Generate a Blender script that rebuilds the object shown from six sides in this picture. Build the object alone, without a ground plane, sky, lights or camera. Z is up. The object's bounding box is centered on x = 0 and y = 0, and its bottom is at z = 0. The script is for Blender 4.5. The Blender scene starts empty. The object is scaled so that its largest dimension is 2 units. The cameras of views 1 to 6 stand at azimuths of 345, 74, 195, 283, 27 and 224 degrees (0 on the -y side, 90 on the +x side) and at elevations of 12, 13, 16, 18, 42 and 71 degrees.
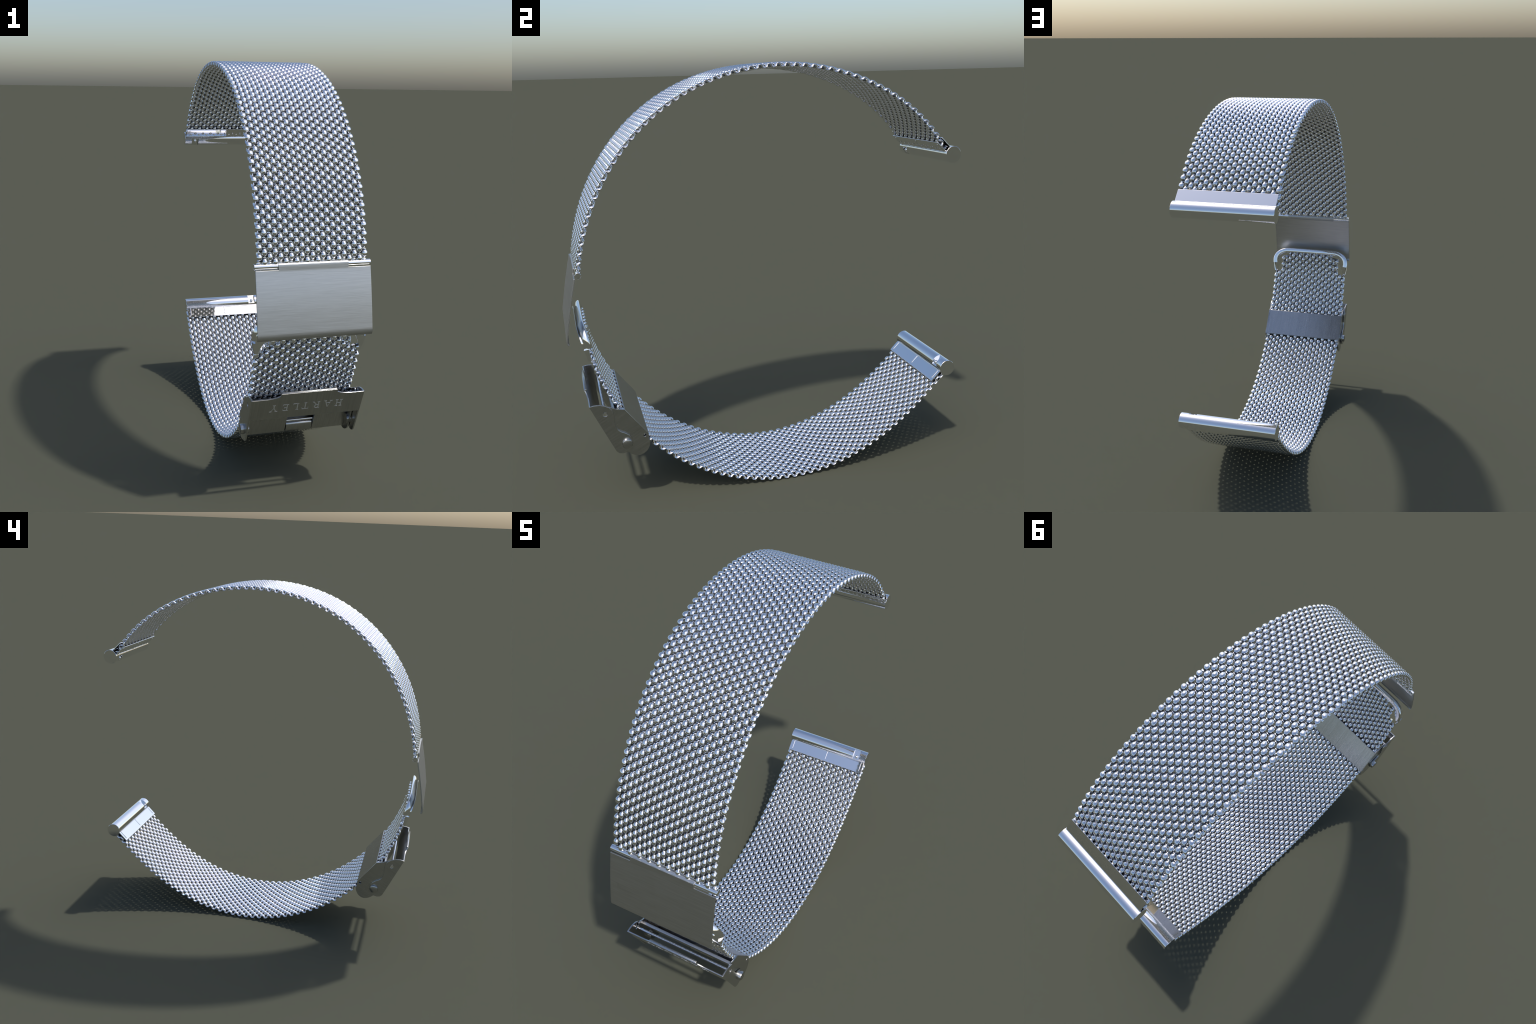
import bpy, bmesh, math
import numpy as np
from mathutils import Vector, Matrix

# ------------------------------------------------------------------ materials
def node_mat(name):
    m = bpy.data.materials.new(name); m.use_nodes = True
    nt = m.node_tree
    return m, nt, nt.nodes["Principled BSDF"]

def polished(name, col=(0.9, 0.9, 0.91), rough=0.035):
    """mirror-polished steel with a faint cloudy variation of gloss"""
    m, nt, b = node_mat(name)
    b.inputs["Metallic"].default_value = 1.0
    tc = nt.nodes.new("ShaderNodeTexCoord")
    nz = nt.nodes.new("ShaderNodeTexNoise"); nz.inputs["Scale"].default_value = 14
    nt.links.new(tc.outputs["Object"], nz.inputs["Vector"])
    mr = nt.nodes.new("ShaderNodeMapRange")
    mr.inputs["To Min"].default_value = rough * 0.7
    mr.inputs["To Max"].default_value = rough * 1.3
    nt.links.new(nz.outputs["Fac"], mr.inputs["Value"])
    nt.links.new(mr.outputs["Result"], b.inputs["Roughness"])
    b.inputs["Base Color"].default_value = (*col, 1)
    return m

def brushed(name, scale, rot=(0, 0, 0), col=0.5, rough=0.3, bump=0.12, dist=0.0006, contrast=0.13):
    """brushed steel: long fine noise streaks drive colour, gloss and a slight bump"""
    m, nt, b = node_mat(name)
    b.inputs["Metallic"].default_value = 1.0
    tc = nt.nodes.new("ShaderNodeTexCoord")
    r = nt.nodes.new("ShaderNodeMapping"); r.inputs["Rotation"].default_value = rot
    s = nt.nodes.new("ShaderNodeMapping"); s.inputs["Scale"].default_value = scale
    nt.links.new(tc.outputs["Object"], r.inputs["Vector"])
    nt.links.new(r.outputs["Vector"], s.inputs["Vector"])
    nz = nt.nodes.new("ShaderNodeTexNoise")
    nz.inputs["Scale"].default_value = 1.0
    nz.inputs["Detail"].default_value = 5.0
    nz.inputs["Roughness"].default_value = 0.65
    nt.links.new(s.outputs["Vector"], nz.inputs["Vector"])
    cr = nt.nodes.new("ShaderNodeValToRGB")
    lo, hi = col * (1 - contrast), col * (1 + contrast)
    cr.color_ramp.elements[0].position = 0.3
    cr.color_ramp.elements[1].position = 0.7
    cr.color_ramp.elements[0].color = (lo, lo, lo * 0.99, 1)
    cr.color_ramp.elements[1].color = (hi, hi, hi * 0.99, 1)
    nt.links.new(nz.outputs["Fac"], cr.inputs["Fac"])
    nt.links.new(cr.outputs["Color"], b.inputs["Base Color"])
    mr = nt.nodes.new("ShaderNodeMapRange")
    mr.inputs["To Min"].default_value = rough * 0.8
    mr.inputs["To Max"].default_value = rough * 1.2
    nt.links.new(nz.outputs["Fac"], mr.inputs["Value"])
    nt.links.new(mr.outputs["Result"], b.inputs["Roughness"])
    bp = nt.nodes.new("ShaderNodeBump")
    bp.inputs["Strength"].default_value = bump
    bp.inputs["Distance"].default_value = dist
    nt.links.new(nz.outputs["Fac"], bp.inputs["Height"])
    nt.links.new(bp.outputs["Normal"], b.inputs["Normal"])
    return m

# slope of the lever front and of the slider body, as angles about x
LEV0 = Vector((0, -0.875, 0.526)); LEV1 = Vector((0, -0.765, 0.289))
LT = (LEV1 - LEV0).normalized()                      # down the lever
LN = Vector((0, LT.z, -LT.y))                        # out of the lever
BOX0 = Vector((0, -0.719, 0.490))
BT = Vector((0, 0.599, -0.8007)); BN = Vector((0, -0.8007, -0.599))
a_box = math.atan2(BT.z, BT.y)

STEEL = polished("polished_steel")
WIRE = polished("steel_wire", (0.88, 0.88, 0.89), 0.085)
BENDMAT = polished("shade_darkened_wire_bend", (0.09, 0.09, 0.095), 0.25)  # same steel wire, base colour blackened to paint shadow into the weave gaps
COVER = brushed("brushed_cover_steel", (8, 330, 330), col=0.54, rough=0.36, bump=0.26, contrast=0.11)
BODY = brushed("brushed_slider_steel", (200, 6, 200), rot=(-a_box, 0, 0), col=0.47, rough=0.24, bump=0.05)
SIDE = brushed("brushed_side_steel", (200, 200, 6), rot=(-a_box + math.radians(10), 0, 0), col=0.50, rough=0.24, bump=0.06)
FRONT = brushed("brushed_lever_steel", (220, 220, 5), rot=(math.radians(-25), 0, 0), col=0.47, rough=0.24, bump=0.06)
WALL = brushed("brushed_wall_steel", (220, 220, 5), rot=(math.radians(-25), 0, 0), col=0.48, rough=0.30, bump=0.06)
ETCH = brushed("etched_letter_steel", (200, 200, 200), col=0.72, rough=0.6, bump=0.05)

# ------------------------------------------------------------------ helpers
ROOT = bpy.data.objects.new("watch_band", None)
bpy.context.scene.collection.objects.link(ROOT)
ROOT["label"] = "silver steel woven mesh watch band with sliding clasp"
ROOT["category"] = "watch band"

def add(name, mesh, parent, mat=None):
    o = bpy.data.objects.new(name, mesh)
    bpy.context.scene.collection.objects.link(o)
    o.parent = parent
    if mat is not None and not mesh.materials:
        mesh.materials.append(mat)
    return o

def smooth(mesh, angle=35):
    for p in mesh.polygons: p.use_smooth = True
    mesh.set_sharp_from_angle(angle=math.radians(angle))

def finish(bm, name, bevel=0.0, seg=2, angle=35):
    bmesh.ops.recalc_face_normals(bm, faces=bm.faces)
    if bevel:
        es = [e for e in bm.edges if len(e.link_faces) == 2 and e.calc_face_angle(0) > math.radians(50)]
        bmesh.ops.bevel(bm, geom=es, offset=bevel, segments=seg, profile=0.5, affect='EDGES', clamp_overlap=True)
    me = bpy.data.meshes.new(name)
    bm.to_mesh(me); bm.free(); smooth(me, angle)
    return me

def flat_plate(name, outline, origin, u, v, thick, holes=(), bevel=0.0008):
    """sheet-metal blank: filled 2D outline with holes, given thickness and a rounded rim.
    origin/u/v place it; the sheet is centred on the plane."""
    cu = bpy.data.curves.new(name, 'CURVE'); cu.dimensions = '2D'; cu.fill_mode = 'BOTH'
    for loop in [outline] + list(holes):
        sp = cu.splines.new('POLY'); sp.points.add(len(loop) - 1); sp.use_cyclic_u = True
        for q, p in zip(sp.points, loop): q.co = (p[0], p[1], 0, 1)
    cu.extrude = thick / 2 - bevel; cu.bevel_depth = bevel; cu.bevel_resolution = 1; cu.offset = -bevel
    tmp = bpy.data.objects.new(name, cu)
    bpy.context.scene.collection.objects.link(tmp)
    dg = bpy.context.evaluated_depsgraph_get()
    me = bpy.data.meshes.new_from_object(tmp.evaluated_get(dg))
    bpy.data.objects.remove(tmp); bpy.data.curves.remove(cu)
    u = Vector(u).normalized(); v = Vector(v).normalized(); w = u.cross(v)
    M = Matrix((u, v, w)).transposed().to_4x4(); M.translation = Vector(origin)
    me.transform(M); me.name = name
    me.materials.clear()
    bm = bmesh.new(); bm.from_mesh(me)
    bmesh.ops.remove_doubles(bm, verts=bm.verts, dist=1e-6)
    me = finish(bm, name)
    for p in me.polygons:                     # the two broad faces stay truly flat
        if abs(p.normal.dot(w)) > 0.999: p.use_smooth = False
    return me

def round_poly(pts, r, n=5):
    """polygon with filleted corners; r is one radius or one per corner"""
    out = []; N = len(pts)
    for i, p in enumerate(pts):
        rr = r[i] if isinstance(r, (list, tuple)) else r
        p = Vector(p); a = (Vector(pts[i - 1]) - p); b = (Vector(pts[(i + 1) % N]) - p)
        rr = min(rr, a.length * 0.45, b.length * 0.45)
        if rr < 1e-6: out.append(tuple(p)); continue
        a = p + a.normalized() * rr; b = p + b.normalized() * rr
        for k in range(n + 1):
            t = k / n
            q = a * (1 - t) ** 2 + p * 2 * t * (1 - t) + b * t * t
            out.append((q.x, q.y))
    return out

def catmull(pts, n=6, closed=False):
    P = [Vector(p) for p in pts]; N = len(P); out = []
    for i in range(N if closed else N - 1):
        p0, p1, p2, p3 = (P[(i + k) % N] if closed else P[min(max(i + k, 0), N - 1)] for k in (-1, 0, 1, 2))
        for j in range(n):
            t = j / n
            out.append(tuple(0.5 * (2 * p1 + (p2 - p0) * t + (2 * p0 - 5 * p1 + 4 * p2 - p3) * t * t + (3 * p1 - p0 - 3 * p2 + p3) * t ** 3)))
    if not closed: out.append(tuple(P[-1]))
    return out

def circle(c, r, n=24):
    return [(c[0] + r * math.cos(2 * math.pi * k / n), c[1] + r * math.sin(2 * math.pi * k / n)) for k in range(n)]

def lathe_x(name, profile, c, seg=48):
    """turned part about an x-parallel axis: profile of (x, radius)"""
    bm = bmesh.new(); rings = []
    for x, r in profile:
        if r < 1e-6: rings.append([bm.verts.new((x, c[0], c[1]))]); continue
        rings.append([bm.verts.new((x, c[0] + r * math.cos(2 * math.pi * k / seg), c[1] + r * math.sin(2 * math.pi * k / seg))) for k in range(seg)])
    for a, b in zip(rings, rings[1:]):
        for k in range(seg):
            k2 = (k + 1) % seg
            if len(a) == 1 and len(b) == 1: continue
            if len(a) == 1: bm.faces.new((a[0], b[k2], b[k]))
            elif len(b) == 1: bm.faces.new((a[k], a[k2], b[0]))
            else: bm.faces.new((a[k], a[k2], b[k2], b[k]))
    return finish(bm, name)

def rod_profile(x0, x1, r, ch=0.0015):
    return [(x0, 0), (x0, r - ch), (x0 + ch, r), (x1 - ch, r), (x1, r - ch), (x1, 0)]

def sweep_x(name, profile, xs, bevel=0.001):
    """closed (y,z) profile drawn out along x between xs[0] and xs[1]"""
    bm = bmesh.new()
    A = [bm.verts.new((xs[0], p[0], p[1])) for p in profile]
    B = [bm.verts.new((xs[1], p[0], p[1])) for p in profile]
    n = len(profile)
    for k in range(n): bm.faces.new((A[k], A[(k + 1) % n], B[(k + 1) % n], B[k]))
    bm.faces.new(A[::-1]); bm.faces.new(B)
    return finish(bm, name, bevel)

def join(name, meshes):
    bm = bmesh.new(); mats = []
    for m in meshes:
        idx = []
        for mt in m.materials:
            if mt not in mats: mats.append(mt)
            idx.append(mats.index(mt))
        nb = len(bm.faces); bm.from_mesh(m); bm.faces.ensure_lookup_table()
        for f in bm.faces[nb:]: f.material_index = idx[f.material_index] if idx else 0
    me = bpy.data.meshes.new(name)
    for mt in mats: me.materials.append(mt)
    bm.to_mesh(me); bm.free()
    return me

def dress(me, mat):
    me.materials.clear(); me.materials.append(mat); return me

def off(c, d, n, dv, nv):   # 2D point from local (along, normal)
    return (c[0] + dv[0] * d + nv[0] * n, c[1] + dv[1] * d + nv[1] * n)

# ------------------------------------------------------------------ woven mesh
PX = 0.0477            # bead pitch across the band
WX, WN = 0.0117, 0.0075  # wire half width / half thickness
CA, CB = 0.0182, 0.0058  # strand half length / arch height above and below the middle

def coil_mesh(name, nf, nb, seg=18, ring=10):
    """one cross row of the weave: nf strands showing outside alternate with nb strands
    showing inside. Every strand runs straight along the band, arches over its
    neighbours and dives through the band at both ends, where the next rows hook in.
    local x across the band, y along the band, z outwards"""
    half = nf + nb
    bm = bmesh.new()
    for c in range(half):
        x = (c - (half - 1) / 2) * PX / 2
        sg = 1 if (c % 2 == 0) == (nf > nb) else -1
        edge = c in (0, half - 1)            # the selvedge wires are slimmer open loops
        wn, cb = (WN * 0.62, CB * 1.28) if edge else (WN, CB)
        path, wid = [], []
        for i in range(seg + 1):
            u = 2 * i / seg - 1
            u = math.copysign(abs(u) ** 0.8, u)
            path.append(Vector((x, CA * u, sg * cb * math.cos(math.pi * abs(u) ** (1.75 if edge else PW)))))
            wid.append(1 - 0.40 * abs(u) ** 1.8)
        rings = []
        for i, p in enumerate(path):
            T = (path[min(i + 1, seg)] - path[max(i - 1, 0)]).normalized()
            B = Vector((1, 0, 0)); Nn = T.cross(B)
            rings.append([bm.verts.new(p + B * (WX * wid[i] * math.cos(a)) + Nn * (wn * math.sin(a)))
                          for a in (2 * math.pi * k / ring for k in range(ring))])
        for a, b in zip(rings, rings[1:]):
            for k in range(ring): bm.faces.new((a[k], a[(k + 1) % ring], b[(k + 1) % ring], b[k]))
        bm.faces.new(rings[0][::-1]); bm.faces.new(rings[-1])
        if c < half - 1:
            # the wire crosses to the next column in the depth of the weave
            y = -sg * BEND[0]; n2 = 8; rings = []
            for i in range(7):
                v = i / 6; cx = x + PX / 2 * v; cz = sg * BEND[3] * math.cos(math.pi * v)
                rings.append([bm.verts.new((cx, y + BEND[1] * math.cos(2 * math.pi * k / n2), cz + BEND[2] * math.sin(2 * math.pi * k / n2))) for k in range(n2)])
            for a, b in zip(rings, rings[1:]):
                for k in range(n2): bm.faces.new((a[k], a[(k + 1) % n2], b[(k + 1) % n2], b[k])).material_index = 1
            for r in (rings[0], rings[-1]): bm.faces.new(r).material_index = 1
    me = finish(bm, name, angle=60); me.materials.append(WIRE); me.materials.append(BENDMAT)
    return me

PW = 1.5
BEND = (0.0122, 0.0078, 0.0040, 0.0030)   # bend position, half width, half thickness, slope
_coils = {}
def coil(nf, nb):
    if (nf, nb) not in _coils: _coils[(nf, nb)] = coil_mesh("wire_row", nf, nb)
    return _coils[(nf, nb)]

class Spine:
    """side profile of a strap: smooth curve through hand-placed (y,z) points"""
    def __init__(self, pts):
        P = np.array(pts); s = np.r_[0, np.cumsum(np.hypot(*np.diff(P, axis=0).T))]
        fy = np.polynomial.Polynomial.fit(s, P[:, 0], 7); fz = np.polynomial.Polynomial.fit(s, P[:, 1], 7)
        t = np.linspace(0, s[-1], 2000); self.y, self.z = fy(t), fz(t)
        self.s = np.r_[0, np.cumsum(np.hypot(np.diff(self.y), np.diff(self.z)))]
        self.len = self.s[-1]
    def at(self, s):
        f = lambda q: (np.interp(q, self.s, self.y), np.interp(q, self.s, self.z))
        y, z = f(s); y0, z0 = f(max(s - 0.01, 0)); y1, z1 = f(min(s + 0.01, self.len))
        d = Vector((0, y1 - y0, z1 - z0)).normalized()
        return Vector((0, y, z)), d

def strap(spine, s0, s1, outward, width=None, first_full=True):
    holder = bpy.data.objects.new("mesh_strap", None)
    bpy.context.scene.collection.objects.link(holder); holder.parent = ROOT
    n = round((s1 - s0) / 0.0209)
    for i in range(n + 1):
        s = s0 + (s1 - s0) * i / n
        p, d = spine.at(s)
        full = (i % 2 == 0) == first_full
        nf, nb = (11, 10) if full else (10, 11)
        if width:
            w = width(s)
            while nf * PX - (PX - 2 * WX) > 2 * w + 0.004 and nf > 3: nf -= 2; nb -= 2
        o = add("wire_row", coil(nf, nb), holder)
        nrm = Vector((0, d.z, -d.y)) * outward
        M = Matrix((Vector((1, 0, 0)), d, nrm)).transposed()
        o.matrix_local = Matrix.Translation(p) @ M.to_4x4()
    return holder

UP = Spine([(.8585, 1.5955), (.7333, 1.7440), (.5783, 1.8555), (.4029, 1.9340), (.2149, 1.9785), (.0219, 1.9875),
            (-.1685, 1.9590), (-.3487, 1.893), (-.5112, 1.7905), (-.6494, 1.6560), (-.7577, 1.4968), (-.8327, 1.3194), (-.8741, 1.1308)])
LO = Spine([(.8775, .4277), (.741, .2950), (.5869, .1758), (.4156, .0835), (.2306, .0275), (.0387, .0130),
            (-.1519, .0412), (-.3331, .1105), (-.4971, .2155), (-.6376, .3501), (-.7487, .5077), (-.8254, .6832), (-.8621, .876)])

strap(UP, 0.0, UP.len - 0.018, -1)
def tip_width(s):
    d = LO.len - s
    if d < 0.037: return 0.165
    if d < 0.118: return 0.195
    if d < 0.138: return 0.222
    return 0.3
strap(LO, 0.0, LO.len - 0.027, -1, tip_width)

# ------------------------------------------------------------------ lug ends
def lug_end(c, d, nin, knob_x):
    """tube for the spring bar, outer and inner plates clamping the mesh.
    c tube centre, d direction into the strap, nin inward normal (2D y,z)"""
    HX = 0.2505; R = 0.040
    tube = lathe_x("end_tube", rod_profile(-HX, HX, R, 0.0012), c, 72)
    tube_o = add("end_tube", tube, ROOT, STEEL)
    # quick-release slot cut into the inner side of the tube
    cx = knob_x
    bm = bmesh.new()
    q = [off(c, a, b, d, nin) for a, b in ((-0.045, 0.027), (0.060, 0.027), (0.060, 0.060), (-0.045, 0.060))]
    A = [bm.verts.new((cx - 0.021, *p)) for p in q]; B = [bm.verts.new((cx + 0.021, *p)) for p in q]
    for k in range(4): bm.faces.new((A[k], A[(k + 1) % 4], B[(k + 1) % 4], B[k]))
    bm.faces.new(A[::-1]); bm.faces.new(B)
    cm = finish(bm, "cutter"); co = add("cutter", cm, None)
    mod = tube_o.modifiers.new("slot", 'BOOLEAN'); mod.operation = 'DIFFERENCE'; mod.object = co; mod.solver = 'EXACT'
    dg = bpy.context.evaluated_depsgraph_get()
    me = bpy.data.meshes.new_from_object(tube_o.evaluated_get(dg))
    tube_o.modifiers.clear(); tube_o.data = me; smooth(me)
    bpy.data.objects.remove(co)
    # release knob: a stem and ball in the slot
    kc = off(c, 0.012, 0.031, d, nin)
    bm = bmesh.new()
    bmesh.ops.create_uvsphere(bm, u_segments=20, v_segments=12, radius=0.0105,
                              matrix=Matrix.Translation((cx, *kc)))
    kb = off(c, 0.012, 0.017, d, nin)
    add("release_knob", finish(bm, "release_knob"), tube_o, STEEL)
    # plates
    W = 0.245
    for side, n0 in (("outer", -0.0175), ("inner", 0.0175)):
        th = 0.0045
        nn = n0 + (th / 2 if n0 < 0 else -th / 2)
        d0 = 0.030 if n0 > 0 else 0.020
        o0 = off(c, d0, nn, d, nin)
        L = 0.102 - d0
        rr = [0.018, 0.018, 0.003, 0.003] if n0 > 0 else [0.001, 0.001, 0.003, 0.003]
        out = round_poly([(W, 0), (-W, 0), (-W, L), (W, L)][::1], rr)
        me = flat_plate("end_plate", out, (0, *o0), (1, 0, 0), (0, d[0], d[1]), th, bevel=0.0012)
        parts = [dress(me, STEEL)]
        if n0 > 0:
            # pressed ribs on the inner plate: one at each end, one in the middle, one along the tube
            for x in (-0.226, 0.0, 0.226):
                p = off(c, d0 + 0.036, n0 + 0.0002, d, nin)
                me = flat_plate("rib", round_poly([(-0.0035, -0.027), (0.0035, -0.027), (0.0035, 0.024), (-0.0035, 0.024)], 0.0025),
                                (x, *p), (1, 0, 0), (0, d[0], d[1]), 0.004, bevel=0.0018)
                parts.append(dress(me, STEEL))
            p = off(c, d0 + 0.006, n0 + 0.0002, d, nin)
            me = flat_plate("rib", round_poly([(-0.232, -0.003), (0.232, -0.003), (0.232, 0.003), (-0.232, 0.003)], 0.0025),
                            (0, *p), (1, 0, 0), (0, d[0], d[1]), 0.0042, bevel=0.0019)
            parts.append(dress(me, STEEL))
        add("end_plate", join("end_plate", parts), tube_o)
    return tube_o

r2 = math.sqrt(0.5)
lug_end((0.911, 1.552), (-r2, r2), (-r2, -r2), -0.188)
lug_end((0.911, 0.466), (-r2, -r2), (-r2, r2), 0.188)

# ------------------------------------------------------------------ cover plate and hinge
PIN = (-0.875, 1.130)
prof = [(-0.8915, 1.1400), (-0.8935, 1.1300), (-0.8942, 1.1170), (-0.8957, 1.1080)]
for k in range(1, 9):
    t = k / 8
    prof.append((-0.8957 - 0.0468 * t - 0.0024 * math.sin(math.pi * t), 1.1080 - 0.2420 * t))
prof += [(-0.9450, 0.8520), (-0.9464, 0.8410), (-0.9458, 0.8310), (-0.9428, 0.8235), (-0.9380, 0.8190)]
tabx, W = 0.158, 0.2605
xs = [-W, -W + 0.004, -0.21, -tabx, -0.08, 0, 0.08, tabx, 0.21, W - 0.004, W]
bm = bmesh.new()
grid = [[bm.verts.new((x, *p)) for x in xs] for p in prof]
for i in range(len(prof) - 1):
    for j in range(len(xs) - 1):
        if i < 2 and not (3 <= j < 7): continue
        bm.faces.new((grid[i][j], grid[i][j + 1], grid[i + 1][j + 1], grid[i + 1][j]))
bmesh.ops.delete(bm, geom=[v for v in bm.verts if not v.link_faces], context='VERTS')
bmesh.ops.recalc_face_normals(bm, faces=bm.faces)
if sum((f.normal.y for f in bm.faces)) > 0: bmesh.ops.reverse_faces(bm, faces=bm.faces)
me = bpy.data.meshes.new("cover_plate"); bm.to_mesh(me); bm.free(); smooth(me, 40)
cover = add("cover_plate", me, ROOT, COVER)
md = cover.modifiers.new("sheet", 'SOLIDIFY'); md.thickness = 0.006; md.offset = -1
md = cover.modifiers.new("rim", 'BEVEL'); md.width = 0.0012; md.segments = 2; md.limit_method = 'ANGLE'; md.angle_limit = math.radians(50)
md = cover.modifiers.new("flat_shading", 'WEIGHTED_NORMAL'); md.keep_sharp = True
# barrel rolled from the tab, and the pin showing at both ends
add("hinge_barrel", lathe_x("hinge_barrel", rod_profile(-tabx, tabx, 0.0165), PIN, 32), cover, COVER)
pr = [(-.2635, 0), (-.2635, .0088), (-.2615, .0092), (-.2615, .0098), (-.2635, .0102), (-.2635, .0128), (-.2625, .0138)]
pr += [(-x, r) for x, r in pr[::-1]]
add("hinge_pin", lathe_x("hinge_pin", pr, PIN, 32), cover, STEEL)

# ------------------------------------------------------------------ hook frame at the strap tip
HO = Vector((0, -0.857, 0.736)); HT = Vector((0, -0.261, 0.965)); HN = Vector((0, -0.965, -0.261))
def hp(x, t, n): return Vector((x, 0, 0)) + HO + HT * t + HN * n
half = [(.252, .000), (.258, .020), (.2625, .050), (.2635, .078), (.258, .104), (.244, .128), (.222, .147), (.196, .159), (.165, .165), (.08, .166)]
path = half + [(0, .166)] + [(-x, t) for x, t in half[::-1]]
path = catmull(path, 5)
# cross-section stations: (inset from outline, height above plate plane)
full = [(.024, .0045), (.016, .0010), (.009, -.0060), (.003, -.0160), (.000, -.0260), (.0015, -.0310), (.006, -.0335), (.026, -.0335), (.030, -.0318), (.0320, -.0260), (.0320, -.0020)]
thin = [(.013, .0042), (.008, .0036), (.003, .0010), (.0008, -.0030), (.0002, -.0080), (.0006, -.0110), (.002, -.0122), (.005, -.0124), (.007, -.0115), (.008, -.0085), (.009, -.0015)]
bm = bmesh.new(); rings = []
STEP = 0.058           # below this height the lip stops and only the thin leg goes on
pts = []
for i, (x, t) in enumerate(path):
    if i and (path[i - 1][1] - STEP) * (t - STEP) < 0:
        x0, t0 = path[i - 1]; f = (STEP - t0) / (t - t0); q = (x0 + (x - x0) * f, STEP)
        up = t > t0
        pts += [(q, 0 if up else 1), (q, 1 if up else 0)]
    pts.append(((x, t), 1 if t > STEP else 0))
NP = len(path)
for (p, k) in pts:
    x, t = p
    j = min(range(NP), key=lambda q: (path[q][0] - x) ** 2 + (path[q][1] - t) ** 2)
    tg = (Vector(path[min(j + 1, NP - 1)]) - Vector(path[max(j - 1, 0)])).normalized(); inw = Vector((-tg.y, tg.x))
    sec = full if k else thin
    rings.append([bm.verts.new(hp(x + inw.x * ins, t + inw.y * ins, nn if k or nn > 0 else nn - .10 * max(t, 0))) for ins, nn in sec])
M = len(full)
for a, b in zip(rings, rings[1:]):
    for k in range(M): bm.faces.new((a[k], a[(k + 1) % M], b[(k + 1) % M], b[k]))
bm.faces.new(rings[0]); bm.faces.new(rings[-1][::-1])
rim = dress(finish(bm, "hook_rim", angle=50), STEEL)
# outer face of the frame with an arched opening at its lower edge
outer = []
for i, (x, t) in enumerate(path):
    tg = (Vector(path[min(i + 1, NP - 1)]) - Vector(path[max(i - 1, 0)])).normalized()
    outer.append((x - tg.y * .011, max(t + tg.x * .011 * min(t / .05, 1), 0) if t < .05 else t + tg.x * .019))
arch = [(-.236, .0), (-.226, .030), (-.214, .056), (-.204, .085), (-.190, .106), (-.160, .117), (-.08, .120), (0, .121)]
arch = catmull(arch + [(-x, t) for x, t in arch[-2::-1]], 4)
face = dress(flat_plate("hook_face", outer + arch, hp(0, 0, 0.0018), (1, 0, 0), HT, 0.005, bevel=0.0010), STEEL)
for v in face.vertices:      # inner side of the plate follows the mesh, so it thickens towards the tip
    d = v.co - HO; t = d.dot(HT)
    if d.dot(HN) < 0.0018: v.co -= HN * 0.155 * max(t, 0)
add("hook_frame", join("hook_frame", [rim, face]), ROOT)

# ------------------------------------------------------------------ sliding clasp
def bp(x, t, n): return Vector((x, 0, 0)) + BOX0 + BT * t + BN * n
side = round_poly([(0, 0), (.1686, 0)], 0) + catmull([(.1686, .0005), (.180, .010), (.198, .018), (.2104, .0276), (.2225, .045), (.228, .065), (.2255, .088), (.212, .106), (.190, .119), (.160, .1245), (.110, .112), (.040, .092), (-.020, .078), (-.052, .066), (-.0617, .0480), (-.050, .037), (-.030, .0265), (0, .0005)], 4)[1:-1]
sx = 0.2535
sides = []
for sgn in (-1, 1):
    me = flat_plate("side_plate", side, bp(sgn * sx, 0, 0), BT, BN, 0.007, holes=[circle((.161, .0175), .0065, 14)], bevel=0.001)
    sides.append(dress(me, SIDE))
back = flat_plate("back_plate", round_poly([(-.2568, 0), (.2568, 0), (.2568, .1686), (-.2568, .1686)], 0.001), bp(0, 0, 0.0025), (1, 0, 0), BT, 0.005, bevel=0.001)
dress(back, BODY)
# front wall behind the lever, with a catch slot in its lower edge
f0 = bp(0, -.0225, .052); f1 = bp(0, .213, .089); FT = (f1 - f0).normalized(); fl = (f1 - f0).length
wx = 0.2495
wall = [(-wx, 0), (wx, 0), (wx, fl), (.088, fl), (.088, fl - .105), (-.048, fl - .105), (-.048, fl), (-wx, fl)]
front = flat_plate("front_wall", wall, f0 - BN * 0.007, (1, 0, 0), FT, 0.014, bevel=0.001)
dress(front, WALL)
# sheet that closes the channel for the mesh, seen through the catch slot
chan = dress(flat_plate("channel_sheet", [(-wx, 0), (wx, 0), (wx, .14), (-wx, .14)], bp(0, .062, .030), (1, 0, 0), BT, 0.005, bevel=0.001), BODY)
bot = dress(flat_plate("floor", [(-wx, 0), (wx, 0), (wx, .046), (-wx, .046)], bp(0, .200, .0285), (1, 0, 0), BN, 0.005, bevel=0.001), BODY)
def wl(t, n):   # point on the wall, 2D
    p = f0 + FT * t + BN * n; return (p.y, p.z)
bar = sweep_x("catch_bar", [wl(fl - .052, -.010), wl(fl - .046, -.001), wl(fl - .030, .0035), wl(fl - .002, .0035), wl(fl - .002, -.012), wl(fl - .035, -.014)], (-.044, .084), 0.002)
dress(bar, FRONT)
bar2 = lathe_x("slot_rod", rod_profile(-.046, .086, .006), wl(fl - .066, -.012), 16); dress(bar2, STEEL)
slider = add("clasp_slider", join("clasp_slider", sides + [back, front, chan, bot, bar, bar2]), ROOT)

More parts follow.
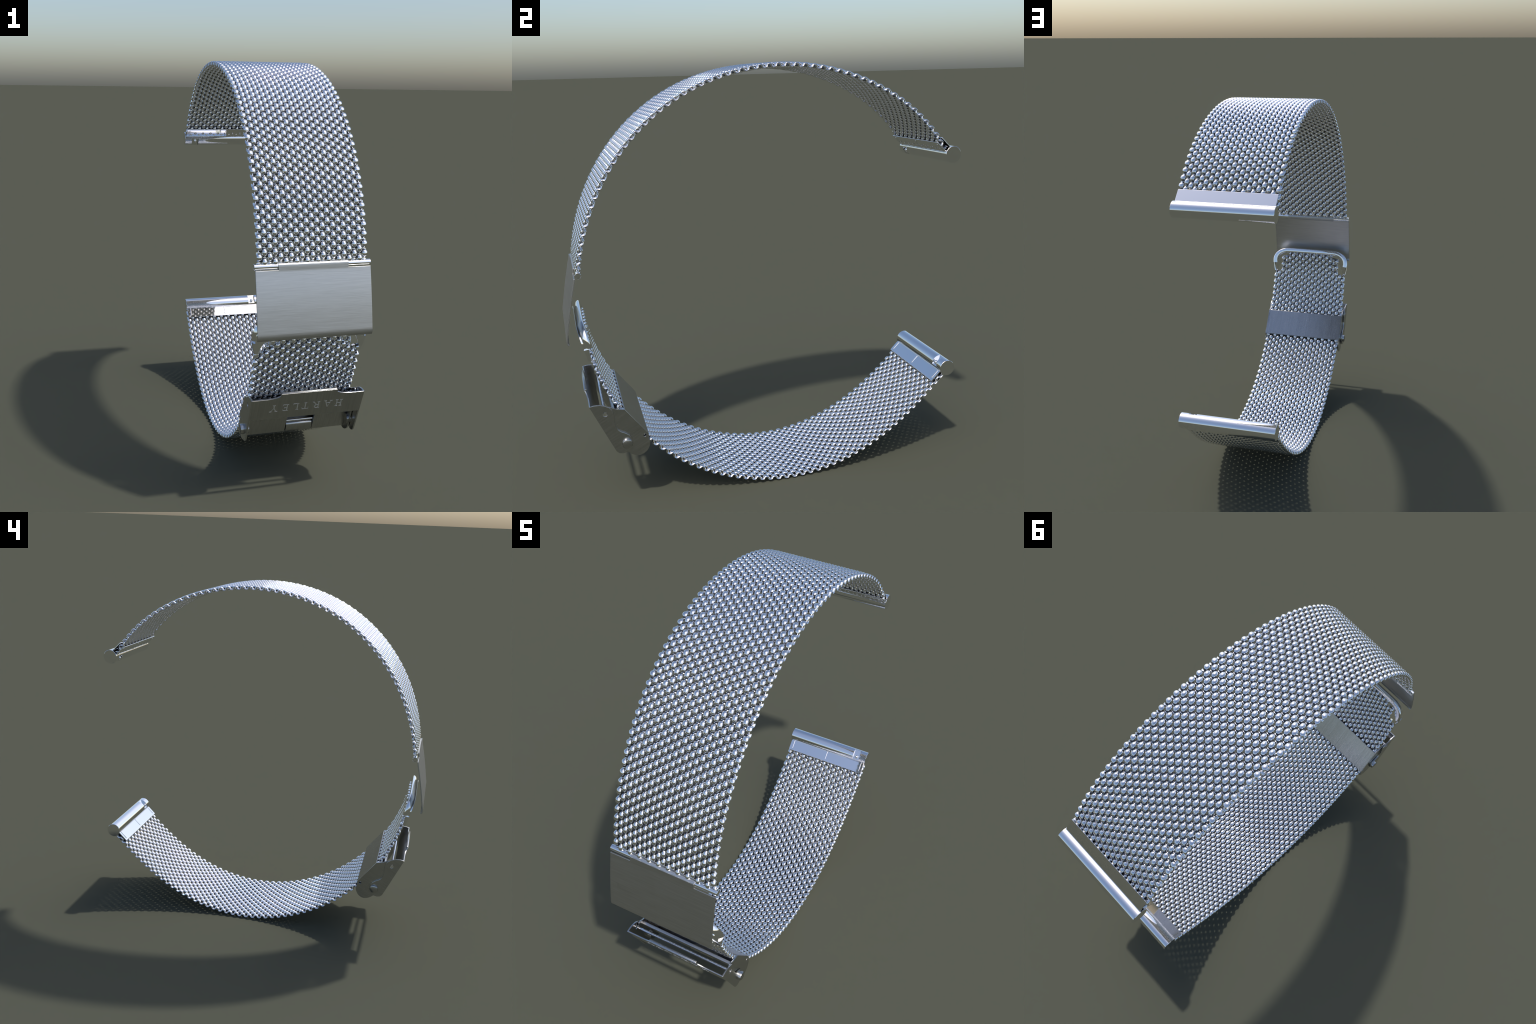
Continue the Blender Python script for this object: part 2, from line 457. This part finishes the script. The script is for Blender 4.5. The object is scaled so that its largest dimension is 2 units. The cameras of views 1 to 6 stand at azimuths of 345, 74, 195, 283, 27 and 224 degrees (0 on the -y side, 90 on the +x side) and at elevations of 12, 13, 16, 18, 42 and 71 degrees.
# lever: two cheeks joined by the lettered front strip
cheek = [(-.875, .526), (-.853, .5305), (-.828, .5290), (-.806, .5225), (-.788, .5120), (-.775, .4970), (-.7695, .4800), (-.7680, .4620), (-.7685, .4350), (-.7640, .4150), (-.7555, .3985), (-.742, .3870), (-.725, .3790), (-.708, .3670), (-.6965, .3500), (-.6915, .3290), (-.695, .3090), (-.705, .2940), (-.720, .2845), (-.740, .2805), (-.757, .2840), (-.769, .2950), (-.790, .3400)]
ROD = (-.8075, .4830)
lx = 0.2625
parts = []
for sgn in (-1, 1):
    me = flat_plate("cheek", cheek, (sgn * lx, 0, 0), (0, 1, 0), (0, 0, 1), 0.007, holes=[circle(ROD, .0105, 18)], bevel=0.0011)
    parts.append(dress(me, SIDE))
strip = [(-.264, 0), (-.190, 0), (-.165, -.003), (-.146, -.008), (-.134, -.015), (-.130, -.028), (.130, -.028), (.134, -.015), (.146, -.008), (.165, -.003), (.190, 0), (.264, 0), (.264, .127), (-.264, .127)]
me = flat_plate("strip", strip, LEV0 - LN * 0.0028, (1, 0, 0), LT, 0.006, bevel=0.0008)
parts.append(dress(me, FRONT))
# folded top edge of the raised tab
e0 = LEV0 + LT * -.028
tabp = [(e0 + LT * a + LN * b) for a, b in ((-.004, -.0015), (-.0045, -.009), (.001, -.014), (.0055, -.012), (.006, -.004))]
parts.append(dress(sweep_x("tab", [(p.y, p.z) for p in tabp], (-.129, .129), 0.0015), FRONT))
add("clasp_lever", join("clasp_lever", parts), slider)
# cross rod and rivets
add("cross_rod", lathe_x("cross_rod", rod_profile(-.257, .257, .0070), ROD, 20), slider, STEEL)
for sgn in (-1, 1):
    pr = [(sgn * x, r) for x, r in ((.240, 0), (.240, .0232), (.2755, .0232), (.2785, .0217), (.2800, .0187), (.2805, 0))]
    add("rivet", lathe_x("rivet", pr, (-.7190, .3290), 40), slider, BODY)

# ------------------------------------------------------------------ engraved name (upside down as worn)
def quad(a, b, w0, w1=None):
    """straight stroke from a to b with horizontal end cuts"""
    w1 = w0 if w1 is None else w1
    return [(a[0] - w0 / 2, a[1]), (a[0] + w0 / 2, a[1]), (b[0] + w1 / 2, b[1]), (b[0] - w1 / 2, b[1])]
def box(x0, y0, x1, y1): return [(x0, y0), (x1, y0), (x1, y1), (x0, y1)]
def serif(x, y, w=.30, h=.036): return box(x - w / 2, y if y < .5 else y - h, x + w / 2, y + h if y < .5 else y)
K, k_ = .13, .05       # thick and thin stroke
GL = {
 'H': (.86, [box(.12, 0, .12 + K, 1), box(.62, 0, .62 + K, 1), box(.2, .48, .65, .53), serif(.185, 0), serif(.185, 1), serif(.685, 0), serif(.685, 1)]),
 'A': (.92, [quad((.10, 0), (.45, 1), k_), quad((.78, 0), (.45, 1), K, K), box(.22, .32, .65, .37), serif(.10, 0, .26), serif(.78, 0)]),
 'R': (.86, [box(.12, 0, .12 + K, 1), serif(.185, 0), serif(.12, 1, .2), box(.2, .95, .42, 1), box(.2, .47, .42, .52),
             [(.40, .47), (.52, .49), (.62, .56), (.66, .735), (.62, .91), (.52, .98), (.40, 1), (.40, .95), (.48, .92), (.53, .85), (.545, .735), (.53, .62), (.48, .55), (.40, .52)],
             quad((.76, 0), (.42, .48), K * 1.1), serif(.79, 0, .2)]),
 'T': (.84, [box(.36, 0, .36 + K, 1), box(.06, .95, .79, 1), serif(.425, 0), [(.04, .95), (.10, .95), (.07, .76), (.04, .76)], [(.75, .95), (.81, .95), (.81, .76), (.78, .76)]]),
 'L': (.78, [box(.14, 0, .14 + K, 1), serif(.205, 0), serif(.205, 1), box(.2, 0, .70, .05), [(.66, .05), (.72, .05), (.74, .24), (.71, .24)]]),
 'E': (.80, [box(.14, 0, .14 + K, 1), box(.04, 0, .68, .05), box(.04, .95, .66, 1), box(.2, .48, .50, .53), box(.48, .41, .52, .60), [(.64, .05), (.70, .05), (.73, .24), (.70, .24)], [(.62, .95), (.68, .95), (.68, .78), (.65, .78)]]),
 'Y': (.90, [quad((.44, .45), (.14, 1), K, K), quad((.44, .45), (.80, 1), k_, k_), box(.375, 0, .375 + K, .47), serif(.44, 0), serif(.14, 1, .3), serif(.80, 1, .24)]),
}
CAP = 0.040
for ch, xc in zip("HARTLEY", (.152, .099, .044, -.008, -.053, -.102, -.156)):
    w, strokes = GL[ch]; pieces = []
    for j, st in enumerate(strokes):
        pts = [((q[0] - w / 2) * CAP, q[1] * CAP) for q in st]
        p0 = LEV0 + LT * 0.040 + LN * (0.0002 + 0.00012 * j); p0.x = xc
        pieces.append(dress(flat_plate("letter", pts, p0, (-1, 0, 0), LT, 0.0012, bevel=0.0), ETCH))
    add("letter", join("letter", pieces), slider)
